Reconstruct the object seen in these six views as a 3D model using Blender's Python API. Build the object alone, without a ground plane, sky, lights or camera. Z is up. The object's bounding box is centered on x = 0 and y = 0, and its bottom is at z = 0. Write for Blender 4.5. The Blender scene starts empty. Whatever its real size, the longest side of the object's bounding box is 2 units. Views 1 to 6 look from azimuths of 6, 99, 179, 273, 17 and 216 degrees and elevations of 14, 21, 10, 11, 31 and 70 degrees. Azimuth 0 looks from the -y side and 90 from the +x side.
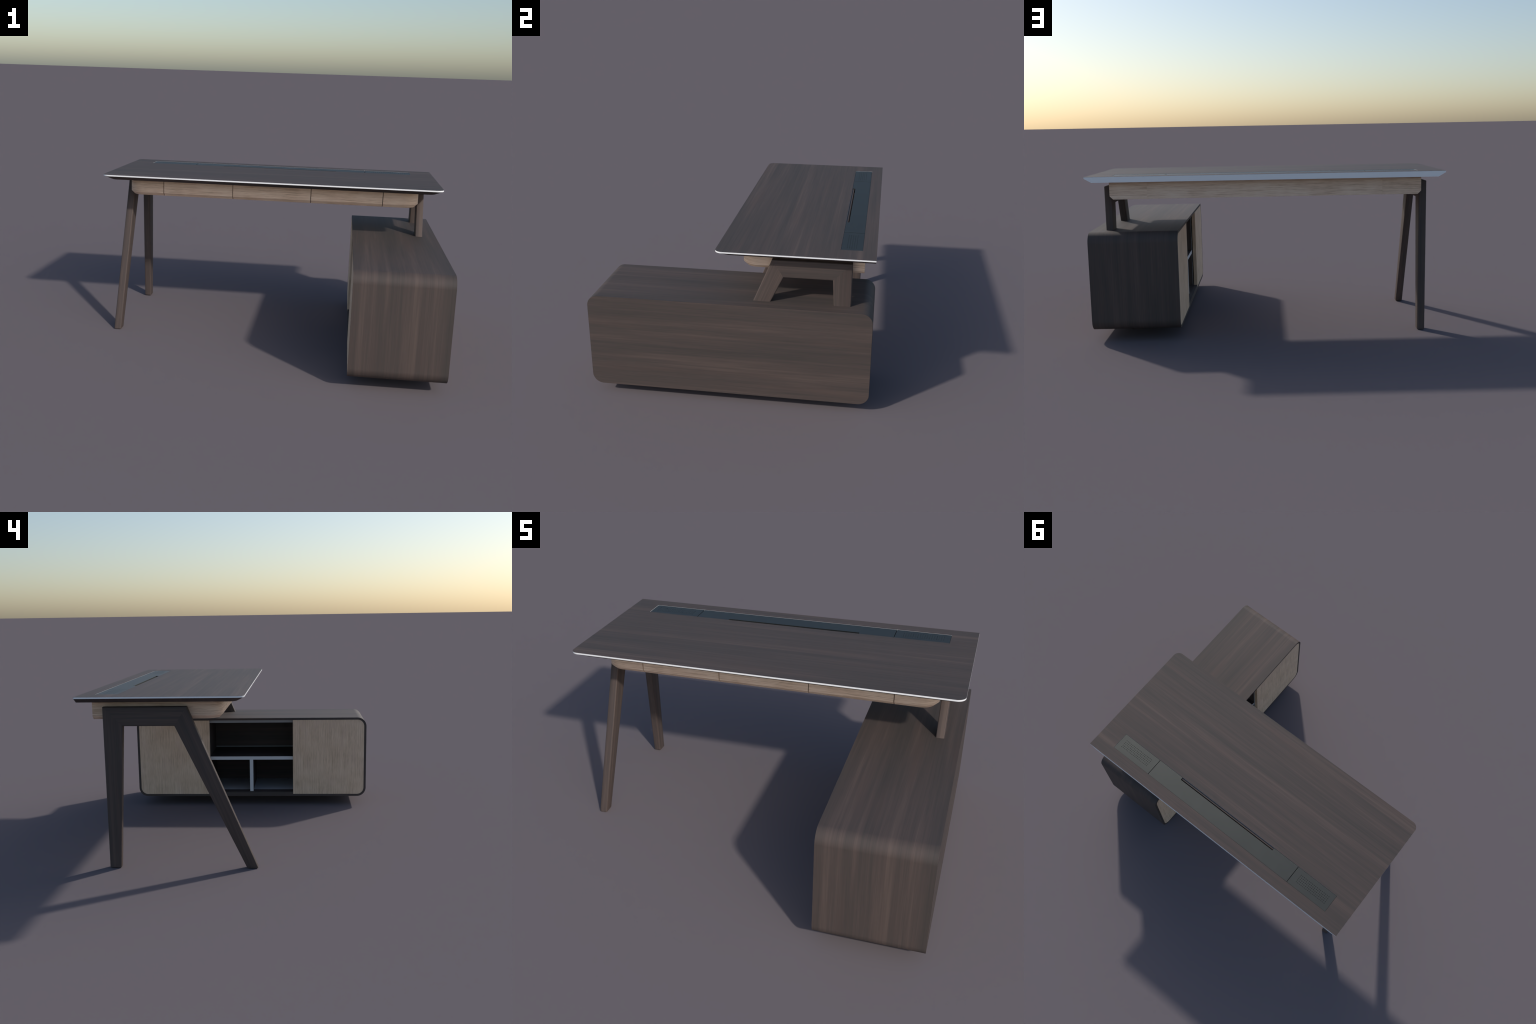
import bpy, bmesh, math
from mathutils import Vector

# ------------------------------------------------------------------ helpers
def obj_from_bm(name, bm, mat, parent=None, angle=35.0):
    bmesh.ops.recalc_face_normals(bm, faces=bm.faces)
    me = bpy.data.meshes.new(name)
    bm.to_mesh(me); bm.free()
    for p in me.polygons:
        p.use_smooth = True
    me.set_sharp_from_angle(angle=math.radians(angle))
    me.materials.append(mat)
    ob = bpy.data.objects.new(name, me)
    bpy.context.scene.collection.objects.link(ob)
    ob.parent = parent
    return ob

def box(name, x0, x1, y0, y1, z0, z1, mat, parent=None, bev=0.0, seg=2):
    bm = bmesh.new()
    bmesh.ops.create_cube(bm, size=1.0)
    for v in bm.verts:
        v.co = Vector(((x0 + x1) / 2 + v.co.x * (x1 - x0),
                       (y0 + y1) / 2 + v.co.y * (y1 - y0),
                       (z0 + z1) / 2 + v.co.z * (z1 - z0)))
    if bev:
        bmesh.ops.bevel(bm, geom=bm.edges[:], offset=bev, segments=seg, profile=0.5, affect='EDGES')
    return obj_from_bm(name, bm, mat, parent)

def loft(bm, rings, cap0=True, cap1=True):
    """rings: lists of 3D points with equal counts, closed around."""
    R = [[bm.verts.new(p) for p in r] for r in rings]
    n = len(rings[0])
    for a, b in zip(R, R[1:]):
        for i in range(n):
            j = (i + 1) % n
            bm.faces.new((a[i], a[j], b[j], b[i]))
    if cap0: bm.faces.new(R[0][::-1])
    if cap1: bm.faces.new(R[-1])
    return R

def arc(cx, cy, r, a0, a1, n):
    return [(cx + r * math.cos(math.radians(a0 + (a1 - a0) * i / n)),
             cy + r * math.sin(math.radians(a0 + (a1 - a0) * i / n))) for i in range(n + 1)]

def rounded_rect(a0, a1, b0, b1, r, n=16):
    return (arc(a1 - r, b1 - r, r, 0, 90, n) + arc(a0 + r, b1 - r, r, 90, 180, n)
            + arc(a0 + r, b0 + r, r, 180, 270, n) + arc(a1 - r, b0 + r, r, 270, 360, n))

def slab_with_holes(name, outer, holes, z0, z1, mat, parent=None):
    """Flat plate of any outline with any number of through holes."""
    bm = bmesh.new()
    edges = []
    for loop in [outer] + holes:
        vs = [bm.verts.new((p[0], p[1], z1)) for p in loop]
        for i in range(len(vs)):
            edges.append(bm.edges.new((vs[i], vs[(i + 1) % len(vs)])))
    bmesh.ops.triangle_fill(bm, use_beauty=True, use_dissolve=False, edges=edges)
    faces = bm.faces[:]
    ret = bmesh.ops.extrude_face_region(bm, geom=faces, use_keep_orig=True)
    for g in ret['geom']:
        if isinstance(g, bmesh.types.BMVert):
            g.co.z = z0
    return obj_from_bm(name, bm, mat, parent, angle=30)

# ---------------------------------------------------------------- materials
class Nodes:
    def __init__(self, name):
        self.m = bpy.data.materials.new(name)
        self.m.use_nodes = True
        self.t = self.m.node_tree
        self.bsdf = self.t.nodes['Principled BSDF']
    def new(self, kind, **kw):
        n = self.t.nodes.new(kind)
        for k, v in kw.items():
            setattr(n, k, v)
        return n
    def link(self, a, b):
        self.t.links.new(a, b)
    def coords(self, rot, scale, offset=(0, 0, 0)):
        """object coordinates turned so that the grain lies on an axis, then stretched"""
        tc = self.new('ShaderNodeTexCoord')
        m1 = self.new('ShaderNodeMapping')
        m1.inputs['Rotation'].default_value = rot
        m1.inputs['Location'].default_value = offset
        self.link(tc.outputs['Object'], m1.inputs['Vector'])
        m2 = self.new('ShaderNodeMapping')
        m2.inputs['Scale'].default_value = scale
        self.link(m1.outputs[0], m2.inputs['Vector'])
        return m2.outputs[0]
    def noise(self, vec, detail=2.0, rough=0.5, dist=0.0, scale=1.0):
        n = self.new('ShaderNodeTexNoise')
        n.inputs['Scale'].default_value = scale
        n.inputs['Detail'].default_value = detail
        n.inputs['Roughness'].default_value = rough
        n.inputs['Distortion'].default_value = dist
        self.link(vec, n.inputs['Vector'])
        return n.outputs['Fac']
    def math(self, op, a, b=None, clamp=False):
        n = self.new('ShaderNodeMath', operation=op, use_clamp=clamp)
        for i, v in enumerate((a, b)):
            if v is None: continue
            if isinstance(v, (int, float)): n.inputs[i].default_value = v
            else: self.link(v, n.inputs[i])
        return n.outputs[0]
    def ramp(self, fac, stops):
        n = self.new('ShaderNodeValToRGB')
        cr = n.color_ramp
        while len(cr.elements) < len(stops): cr.elements.new(0.5)
        for e, (p, c) in zip(cr.elements, stops):
            e.position = p; e.color = (*c, 1)
        self.link(fac, n.inputs[0])
        return n.outputs[0]
    def mix(self, fac, a, b):
        n = self.new('ShaderNodeMix', data_type='RGBA')
        for i, v in ((0, fac), (6, a), (7, b)):
            if isinstance(v, (int, float)): n.inputs[i].default_value = v
            elif isinstance(v, tuple): n.inputs[i].default_value = (*v, 1)
            else: self.link(v, n.inputs[i])
        return n.outputs[2]

def stretch(axes, along, across):
    """scale vector: slow along the axes the grain runs on, fast on the others"""
    return tuple(along if a in axes else across for a in 'xyz')

WALNUT_GAIN = 0.77
def walnut(name, axes, rot=(0, 0, 0), offset=(0, 0, 0), weights=(0.42, 0.38, 0.20), bias=0.0):
    N = Nodes(name)
    band = N.noise(N.coords(rot, stretch(axes, 0.5, 13), offset), 2, 0.55, 0.12)
    streak = N.noise(N.coords(rot, stretch(axes, 1.1, 62), offset), 4, 0.66, 0.12)
    fine = N.noise(N.coords(rot, stretch(axes, 5.0, 280), offset), 2, 0.6)
    hue = N.noise(N.coords(rot, stretch(axes, 1.3, 16), (offset[0] + 3, offset[1] + 5, offset[2] + 1)), 2, 0.5)
    v = N.math('ADD', N.math('MULTIPLY', band, weights[0]), N.math('MULTIPLY', streak, weights[1]))
    v = N.math('ADD', v, N.math('MULTIPLY', fine, weights[2]))
    v = N.math('ADD', v, bias)
    g = WALNUT_GAIN
    col = N.ramp(v, [(0.36, (0.069 * g, 0.058 * g, 0.053 * g)), (0.46, (0.087 * g, 0.069 * g, 0.062 * g)),
                     (0.54, (0.107 * g, 0.079 * g, 0.070 * g)), (0.66, (0.150 * g, 0.108 * g, 0.091 * g))])
    red = N.math('MULTIPLY', N.math('SUBTRACT', hue, 0.54), 5.0, clamp=True)
    col = N.mix(N.math('MULTIPLY', red, 0.38), col, (0.118 * g, 0.078 * g, 0.066 * g))
    N.link(col, N.bsdf.inputs['Base Color'])
    N.bsdf.inputs['Roughness'].default_value = 0.68
    N.bsdf.inputs['Specular IOR Level'].default_value = 0.45
    return N.m

def oak(name, axes, offset=(0, 0, 0), pale=False, bias=0.0):
    N = Nodes(name)
    z = (0, 0, 0)
    blotch = N.noise(N.coords(z, stretch(axes, 10, 9), offset), 1, 0.5)
    streak = N.noise(N.coords(z, stretch(axes, 5, 260), offset), 2, 0.6)
    fine = N.noise(N.coords(z, stretch(axes, 24, 520), offset), 2, 0.6)
    pink = N.noise(N.coords(z, stretch(axes, 7, 18), (offset[0] + 7, offset[1] + 2, offset[2] + 4)), 1, 0.5)
    v = N.math('ADD', N.math('MULTIPLY', blotch, 0.16), N.math('MULTIPLY', streak, 0.50))
    v = N.math('ADD', v, N.math('MULTIPLY', fine, 0.34))
    v = N.math('ADD', v, bias)
    if pale:
        stops = [(0.36, (0.60, 0.41, 0.28)), (0.45, (0.80, 0.575, 0.42)),
                 (0.54, (0.92, 0.69, 0.52)), (0.66, (0.98, 0.79, 0.63))]
    else:
        stops = [(0.36, (0.52, 0.36, 0.24)), (0.45, (0.73, 0.525, 0.36)),
                 (0.54, (0.84, 0.62, 0.445)), (0.66, (0.93, 0.72, 0.55))]
    col = N.ramp(v, stops)
    f = N.math('MULTIPLY', N.math('SUBTRACT', pink, 0.52), 4.0, clamp=True)
    col = N.mix(N.math('MULTIPLY', f, 0.22 if pale else 0.35), col, (0.88, 0.60, 0.45) if pale else (0.76, 0.54, 0.42))
    N.link(col, N.bsdf.inputs['Base Color'])
    N.bsdf.inputs['Roughness'].default_value = 0.8
    N.bsdf.inputs['Specular IOR Level'].default_value = 0.4
    return N.m

def lacquer(name, col, rough, metallic=0.0, var=0.03):
    N = Nodes(name)
    n = N.noise(N.coords((0, 0, 0), (9, 9, 9)), 3, 0.5)
    c = N.ramp(n, [(0.3, tuple(c * (1 - var) for c in col)), (0.7, tuple(min(1, c * (1 + var)) for c in col))])
    N.link(c, N.bsdf.inputs['Base Color'])
    N.bsdf.inputs['Roughness'].default_value = rough
    N.bsdf.inputs['Metallic'].default_value = metallic
    return N.m

walnut_top = walnut('walnut_along_desk', 'x', offset=(0.3, 0.2, 0.0))
walnut_wrap = walnut('walnut_wrapped', 'yz', offset=(0.1, 1.4, 0.6))
walnut_side = walnut('walnut_along_cabinet', 'y', offset=(0.0, 0.7, 0.35))
walnut_beam = walnut('walnut_beam', 'y', offset=(0.4, 2.0, 0.1), weights=(0.3, 0.5, 0.2), bias=0.02)
walnut_upright = walnut('walnut_upright', 'z', offset=(0.8, 0.1, 1.0), weights=(0.3, 0.5, 0.2), bias=0.03)
walnut_slant = walnut('walnut_slanted', 'z', rot=(math.radians(22.5), 0, 0), offset=(1.3, 0.5, 0.4), weights=(0.3, 0.5, 0.2), bias=0.04)
oak_apron = oak('oak_along_apron', 'x', pale=True)
oak_block = {1: oak('oak_end_block', 'xy', offset=(2.1, 0.4, 0.7), pale=True),
             -1: oak('oak_end_block_darker', 'xy', offset=(5.3, 1.4, 2.2), pale=True, bias=-0.03)}
oak_door = oak('oak_upright', 'z', offset=(0.5, 0.3, 0.2))
white = lacquer('white_laminate', (0.96, 0.96, 0.96), 0.45, var=0.01)
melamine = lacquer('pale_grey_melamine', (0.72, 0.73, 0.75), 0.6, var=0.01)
metal = lacquer('grey_anodised_metal', (0.098, 0.101, 0.093), 0.52, metallic=1.0)

lining_grey = lacquer('dark_grey_lining', (0.24, 0.25, 0.26), 0.6)
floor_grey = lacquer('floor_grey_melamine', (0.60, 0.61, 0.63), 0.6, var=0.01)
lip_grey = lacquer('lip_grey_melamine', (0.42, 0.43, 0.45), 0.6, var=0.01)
# -------------------------------------------------------------------- thing
desk = bpy.data.objects.new('executive_desk', None)
bpy.context.scene.collection.objects.link(desk)
desk['label'] = 'dark walnut L-shaped office desk with oak apron and side cabinet'
desk['category'] = 'office desk'

# ---------------------------------------------------------------- table top
TOP, BAND, UNDER = 0.9375, 0.929, 0.90625
FRONT, BACK, RC, INSET = -0.0628, 0.8125, 0.042, 0.041

def top_outline(d=0.0, back=BACK, n=14):
    """plan of the desktop, front corners rounded, square at the back; inset by d except at the back"""
    r = RC
    x = 1.0 - d
    return (arc(x - r, FRONT + d + r, r, 270, 360, n)[0:] + [(x, back), (-x, back)]
            + arc(-x + r, FRONT + d + r, r, 180, 270, n))

RX, RY0, RY1 = 0.8600, 0.6150, 0.7355          # recess for the cable strip
recess = [(-RX, RY0), (RX, RY0), (RX, RY1), (-RX, RY1)]
tabletop = slab_with_holes('tabletop', top_outline(), [recess], TOP - 0.0006, TOP, walnut_top, desk)
edge_band = slab_with_holes('edge_band', top_outline(0.0, BACK - 0.0008), [recess], BAND, TOP - 0.0006, white, tabletop)

bm = bmesh.new()
loft(bm, [[(x, y, UNDER) for x, y in top_outline(INSET, BACK - 0.002)],
          [(x, y, BAND) for x, y in top_outline(0.0005, BACK - 0.002)]])
underside = obj_from_bm('bevelled_underside', bm, walnut_top, tabletop, 20)
def cut_block(x0, x1, y0, y1, z0, z1):
    return box('cutter', x0, x1, y0, y1, z0, z1, walnut_top)
def cut(ob, cutter):
    md = ob.modifiers.new('pocket', 'BOOLEAN')
    md.operation = 'DIFFERENCE'; md.object = cutter; md.solver = 'EXACT'
    dg = bpy.context.evaluated_depsgraph_get()
    me = bpy.data.meshes.new_from_object(ob.evaluated_get(dg))
    ob.modifiers.clear(); ob.data = me
    bpy.data.objects.remove(cutter)
# opening the cables drop through; a narrow ledge is left along its front
cut(underside, cut_block(-0.373, 0.373, 0.6275, 0.7340, 0.890, 0.940))
box('cable_ledge', -0.3745, 0.3745, 0.6152, 0.6275, 0.9280, 0.9318, walnut_top, tabletop)
bm = bmesh.new()                                # white board closing the back edge
z_top = TOP - 0.0006
prof = [(-1.0, z_top), (1.0, z_top), (1.0, BAND), (1.0 - INSET, UNDER - 0.0004), (-1.0 + INSET, UNDER - 0.0004), (-1.0, BAND)]
loft(bm, [[(x, BACK - 0.0020, z) for x, z in prof], [(x, BACK, z) for x, z in prof]])
obj_from_bm('back_edge', bm, white, tabletop)

# --- metal cable strip: flap in the middle, perforated plates at the ends
PZ0, PZ1 = 0.9295, 0.9367
PY0, PY1 = RY0 + 0.0012, RY1 - 0.0010
DIV = 0.5650
hw = 0.375
flap = ([(-DIV + 0.0018, PY0), (-hw, PY0)] + arc(-hw + 0.004, 0.6345 - 0.004, 0.004, 180, 90, 4)
        + arc(hw - 0.004, 0.6345 - 0.004, 0.004, 90, 0, 4) + [(hw, PY0), (DIV - 0.0018, PY0),
        (DIV - 0.0018, PY1), (-DIV + 0.0018, PY1)])
slab_with_holes('cable_flap', flap, [], PZ0, PZ1, metal, tabletop)
for s in (1, -1):
    holes = []
    for i in range(18):
        for j in range(5):
            cx = s * (0.6105 + (0.8243 - 0.6105) * i / 17)
            cy = 0.6480 + (0.6985 - 0.6480) * j / 4
            holes.append(arc(cx, cy, 0.0022, 0, 315, 7))
    xa, xb = sorted((s * (DIV + 0.0018), s * (RX - 0.0012)))
    slab_with_holes('perforated_plate', [(xa, PY0), (xb, PY0), (xb, PY1), (xa, PY1)], holes, PZ0, PZ1, metal, tabletop)

# -------------------------------------------------------------------- apron
AZ2, AZ1, AZ0 = 0.9070, 0.8248, 0.8063          # top, chamfer line, bottom
AF2, AF1, AF0 = 0.0642, 0.0642, 0.0826          # front plane at those heights
AX, AC, AB = 0.875, 0.0185, 0.750
R1 = 0.0885
CUTS = (-0.6545, -0.2312, 0.2390, 0.6635)
GAP = 0.0021
apron = None
def front_profile(dz=0.0):
    return [(AF2, AZ2), (AF1, AZ1), (AF0, AZ0 + dz)]
bm = bmesh.new()
D = 0.012
prof = [(y + D, z) for y, z in front_profile(0.0004)] + [(AB - 0.0006, AZ0 + 0.0004), (AB - 0.0006, AZ2)]
loft(bm, [[(x, y, z) for y, z in prof] for x in (CUTS[0] - GAP + 0.0002, CUTS[3] + GAP - 0.0002)])
apron = obj_from_bm('apron', bm, oak_apron, desk)
cut(apron, cut_block(-0.372, 0.372, 0.6280, 0.7350, 0.8100, 0.920))   # cable well
seam_shade = lacquer('seam_shade_brown', (0.11, 0.072, 0.050), 0.8, var=0.2)
for xc in CUTS:                                 # added dark strips, their brown stands in for shade inside the gaps
    bm = bmesh.new()
    prof = [(y + 0.008, z) for y, z in front_profile(0.0003)] + [(y + D - 0.0003, z) for y, z in front_profile(0.0003)[::-1]]
    loft(bm, [[(x, y, z) for y, z in prof] for x in (xc - GAP + 0.0001, xc + GAP - 0.0001)])
    obj_from_bm('joint_shade_strip', bm, seam_shade, apron)
for i in range(3):
    bm = bmesh.new()
    fp = front_profile()
    prof = fp + [(y + D - 0.0002, z) for y, z in fp[::-1]]
    loft(bm, [[(x, y, z) for y, z in prof] for x in (CUTS[i] + GAP, CUTS[i + 1] - GAP)])
    sharp = [e for e in bm.edges if e.calc_face_angle(0) > 0.3]
    bmesh.ops.bevel(bm, geom=sharp, offset=0.0008, segments=1, affect='EDGES')
    obj_from_bm('drawer_front', bm, oak(f'oak_drawer_front', 'x', offset=(i * 1.7 + 0.4, i * 0.9, i * 0.37), pale=True), apron)
for s in (1, -1):
    xin = (CUTS[3] + GAP) if s > 0 else (CUTS[0] - GAP)
    rings = []
    for z, f, side, r in ((AZ2, AF2, AX, R1), (AZ1, AF1, AX, R1), (AZ0, AF0, AX - AC, R1 - AC)):
        a = arc(side - r, f + r, r, 270, 360, 14)
        rings.append([(xin, AB, z), (xin, f, z)] + [(s * x, y, z) for x, y in a] + [(s * side, AB, z)])
    bm = bmesh.new()
    loft(bm, rings)
    obj_from_bm('apron_end_block', bm, oak_block[s], apron, 28)

# --------------------------------------------------------------- leg frames
FZ, IZ = 0.8765, 0.7750                          # outer and inner height of the crossbar
OB, OF, IB, IF = 0.6864, 0.2438, 0.5820, 0.3095  # outer/inner, back/front at those heights
BF_O, BF_I, FF_O, FF_I = 0.6864, 0.6245, -0.1208, -0.0605  # at the floor
def leg_frame(s, z_cut, foot_bevel):
    def at(y_top, z_top, y_floor):
        t = (z_top - z_cut) / z_top
        return (y_top + (y_floor - y_top) * t, z_cut)
    ob, of, ib, if_ = (OB, FZ), (OF, FZ), (IB, IZ), (IF, IZ)
    bo, bi = at(OB, FZ, BF_O), at(IB, IZ, BF_I)
    fo, fi = at(OF, FZ, FF_O), at(IF, IZ, FF_I)
    bm = bmesh.new()
    xs = (s * 0.8755, 0.9170 if s > 0 else -0.9186)
    pts = dict(ob=ob, of=of, ib=ib, if_=if_, bo=bo, bi=bi, fo=fo, fi=fi)
    V = {(k, i): bm.verts.new((xs[i], p[0], p[1])) for k, p in pts.items() for i in (0, 1)}
    for quad in (('fo', 'fi', 'if_', 'of'), ('of', 'if_', 'ib', 'ob'), ('ob', 'ib', 'bi', 'bo')):
        for i in (0, 1):
            bm.faces.new([V[(k, i)] for k in quad])
    ring = ['fo', 'fi', 'if_', 'ib', 'bi', 'bo', 'ob', 'of']
    for a, b in zip(ring, ring[1:] + ring[:1]):
        bm.faces.new((V[(a, 0)], V[(a, 1)], V[(b, 1)], V[(b, 0)]))
    bmesh.ops.recalc_face_normals(bm, faces=bm.faces)
    mitre = [{'of', 'if_'}, {'ob', 'ib'}]
    name_of = {v: k[0] for k, v in V.items()}
    long_edges, feet = [], []
    for e in bm.edges:
        n = {name_of[v] for v in e.verts}
        if n in mitre: continue
        if len(n) == 2 and n not in ({'fo', 'fi'}, {'bo', 'bi'}):
            long_edges.append(e)                  # edges that run along the legs and the bar
        elif n in ({'fo', 'fi'}, {'bo', 'bi'}) and foot_bevel:
            feet.append(e)
    bmesh.ops.bevel(bm, geom=long_edges, offset=0.0060, segments=4, profile=0.5, affect='EDGES', clamp_overlap=True)
    if foot_bevel:
        low = [e for e in bm.edges if all(v.co.z < z_cut + 1e-4 for v in e.verts) and not e.is_boundary]
        bmesh.ops.bevel(bm, geom=low, offset=0.004, segments=2, profile=0.5, affect='EDGES', clamp_overlap=True)
    bmesh.ops.recalc_face_normals(bm, faces=bm.faces)
    # split along the mitres into crossbar and two legs
    def region(c):
        def side(p, q):
            return (q[0] - p[0]) * (c.z - p[1]) - (q[1] - p[1]) * (c.y - p[0])
        front, back = side(if_, of), side(ib, ob)
        if front > 0 : return 'front_leg'
        if back < 0: return 'back_leg'
        return 'crossbar'
    me = bpy.data.meshes.new('tmp'); bm.to_mesh(me)
    regions = [region(f.calc_center_median()) for f in bm.faces]
    normals = [tuple(n.vector) for n in me.corner_normals]
    bm.free()
    made = {}
    for kind, mat in (('crossbar', walnut_beam), ('front_leg', walnut_slant), ('back_leg', walnut_upright)):
        b2 = bmesh.new(); b2.from_mesh(me)
        b2.faces.ensure_lookup_table()
        kill = [f for f in b2.faces if regions[f.index] != kind]
        bmesh.ops.delete(b2, geom=kill, context='FACES')
        m2 = bpy.data.meshes.new(kind); b2.to_mesh(m2); b2.free()
        for p in m2.polygons: p.use_smooth = True
        m2.set_sharp_from_angle(angle=math.radians(40))
        m2.materials.append(mat)
        o = bpy.data.objects.new(kind, m2)
        bpy.context.scene.collection.objects.link(o)
        o.parent = desk
        made[kind] = o
    bpy.data.meshes.remove(me)
    return made
leg_frame(-1, 0.0, True)
leg_frame(1, 0.6251, False)

# ------------------------------------------------------------------ cabinet
CX0, CX1, CY, CZ0, CZ1, CR, CT = 0.4998, 1.0, 0.8121, 0.0620, 0.6250, 0.0625, 0.0145
outer = rounded_rect(-CY, CY, CZ0, CZ1, CR, 20)
inner = rounded_rect(-CY + CT, CY - CT, CZ0 + CT, CZ1 - CT, CR - CT, 20)
bm = bmesh.new()
ends = []
for x in (CX0, CX1 - 0.0012):
    ends.append([[bm.verts.new((x, y, z)) for y, z in loop] for loop in (outer, inner)])
n = len(outer)
for i in range(n):
    j = (i + 1) % n
    (o0, i0), (o1, i1) = ends
    bm.faces.new((o0[i], o0[j], o1[j], o1[i]))
    bm.faces.new((i0[i], i1[i], i1[j], i0[j]))
    bm.faces.new((o0[i], i0[i], i0[j], o0[j]))
    bm.faces.new((o1[i], o1[j], i1[j], i1[i]))
cabinet = obj_from_bm('cabinet', bm, walnut_wrap, desk, 30)

def plate_yz(name, loop, x0, x1, mat, parent, bev=0.0):
    bm = bmesh.new()
    loft(bm, [[(x, y, z) for y, z in loop] for x in (x0, x1)])
    if bev:
        ed = [e for e in bm.edges if e.calc_face_angle(0) > 1.0]
        bmesh.ops.bevel(bm, geom=ed, offset=bev, segments=2, profile=0.5, affect='EDGES')
    return obj_from_bm(name, bm, mat, parent, 30)

plate_yz('cabinet_back', rounded_rect(-CY + 0.0008, CY - 0.0008, CZ0 + 0.0008, CZ1 - 0.0008, CR - 0.0008, 20),
         0.975, CX1, walnut_side, cabinet, 0.0012)

# doors: rounded only on the outer side, flush with the rim
dz0, dz1, dy = CZ0 + CT + 0.001, CZ1 - CT - 0.001, CY - CT - 0.001
dr = CR - CT - 0.001
for s, edge_y in ((1, 0.2943), (-1, 0.2970)):
    loop = ([(s * edge_y, dz0)] + [(s * y, z) for y, z in arc(dy - dr, dz0 + dr, dr, 270, 360, 16)]
            + [(s * y, z) for y, z in arc(dy - dr, dz1 - dr, dr, 0, 90, 16)] + [(s * edge_y, dz1)])
    plate_yz('door', loop, CX0 + 0.0004, CX0 + 0.0230, oak_door, cabinet, 0.0007)

# open compartment between the doors: dark boards with white front edges
IX, WX = 0.5300, 0.9500
Y0, Y1 = -0.2972, 0.2955
for s in (1, -1):
    ya, yb = (Y1, Y1 + 0.0225) if s > 0 else (Y0 - 0.0225, Y0)
    o = box('side_panel', IX + 0.001, 0.970, ya, yb, CZ0 + CT, CZ1 - CT, walnut_upright, cabinet)
    box('side_panel_edge', IX, IX + 0.001, ya, yb, CZ0 + CT + 0.0005, CZ1 - CT - 0.0005, melamine, cabinet)
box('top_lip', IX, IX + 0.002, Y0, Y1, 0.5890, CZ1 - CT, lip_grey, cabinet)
box('top_board', IX + 0.002, WX, Y0, Y1, 0.5894, CZ1 - CT, walnut_side, cabinet)
box('shelf', IX + 0.001, 0.970, Y0, Y1, 0.3225, 0.3450, walnut_side, cabinet)
box('shelf_edge', IX, IX + 0.001, Y0, Y1, 0.3220, 0.3455, melamine, cabinet)
box('divider', IX + 0.001, 0.970, -0.0113, 0.0118, 0.0925, 0.3225, walnut_upright, cabinet)
box('divider_edge', IX, IX + 0.001, -0.0118, 0.0123, 0.0925, 0.3220, melamine, cabinet)
box('bottom_lip', CX0 + 0.001, 0.5840, Y0, Y1, CZ0 + CT, 0.0925, walnut_side, cabinet)
box('floor_board', 0.5840, 0.970, Y0, Y1, CZ0 + CT, 0.0925, floor_grey, cabinet)
box('compartment_back', 0.9300, 0.9450, Y0, Y1, 0.3565, 0.5940, walnut_side, cabinet)
box('compartment_back', 0.9700, 0.9745, Y0, Y1, 0.0921, 0.3225, walnut_side, cabinet)
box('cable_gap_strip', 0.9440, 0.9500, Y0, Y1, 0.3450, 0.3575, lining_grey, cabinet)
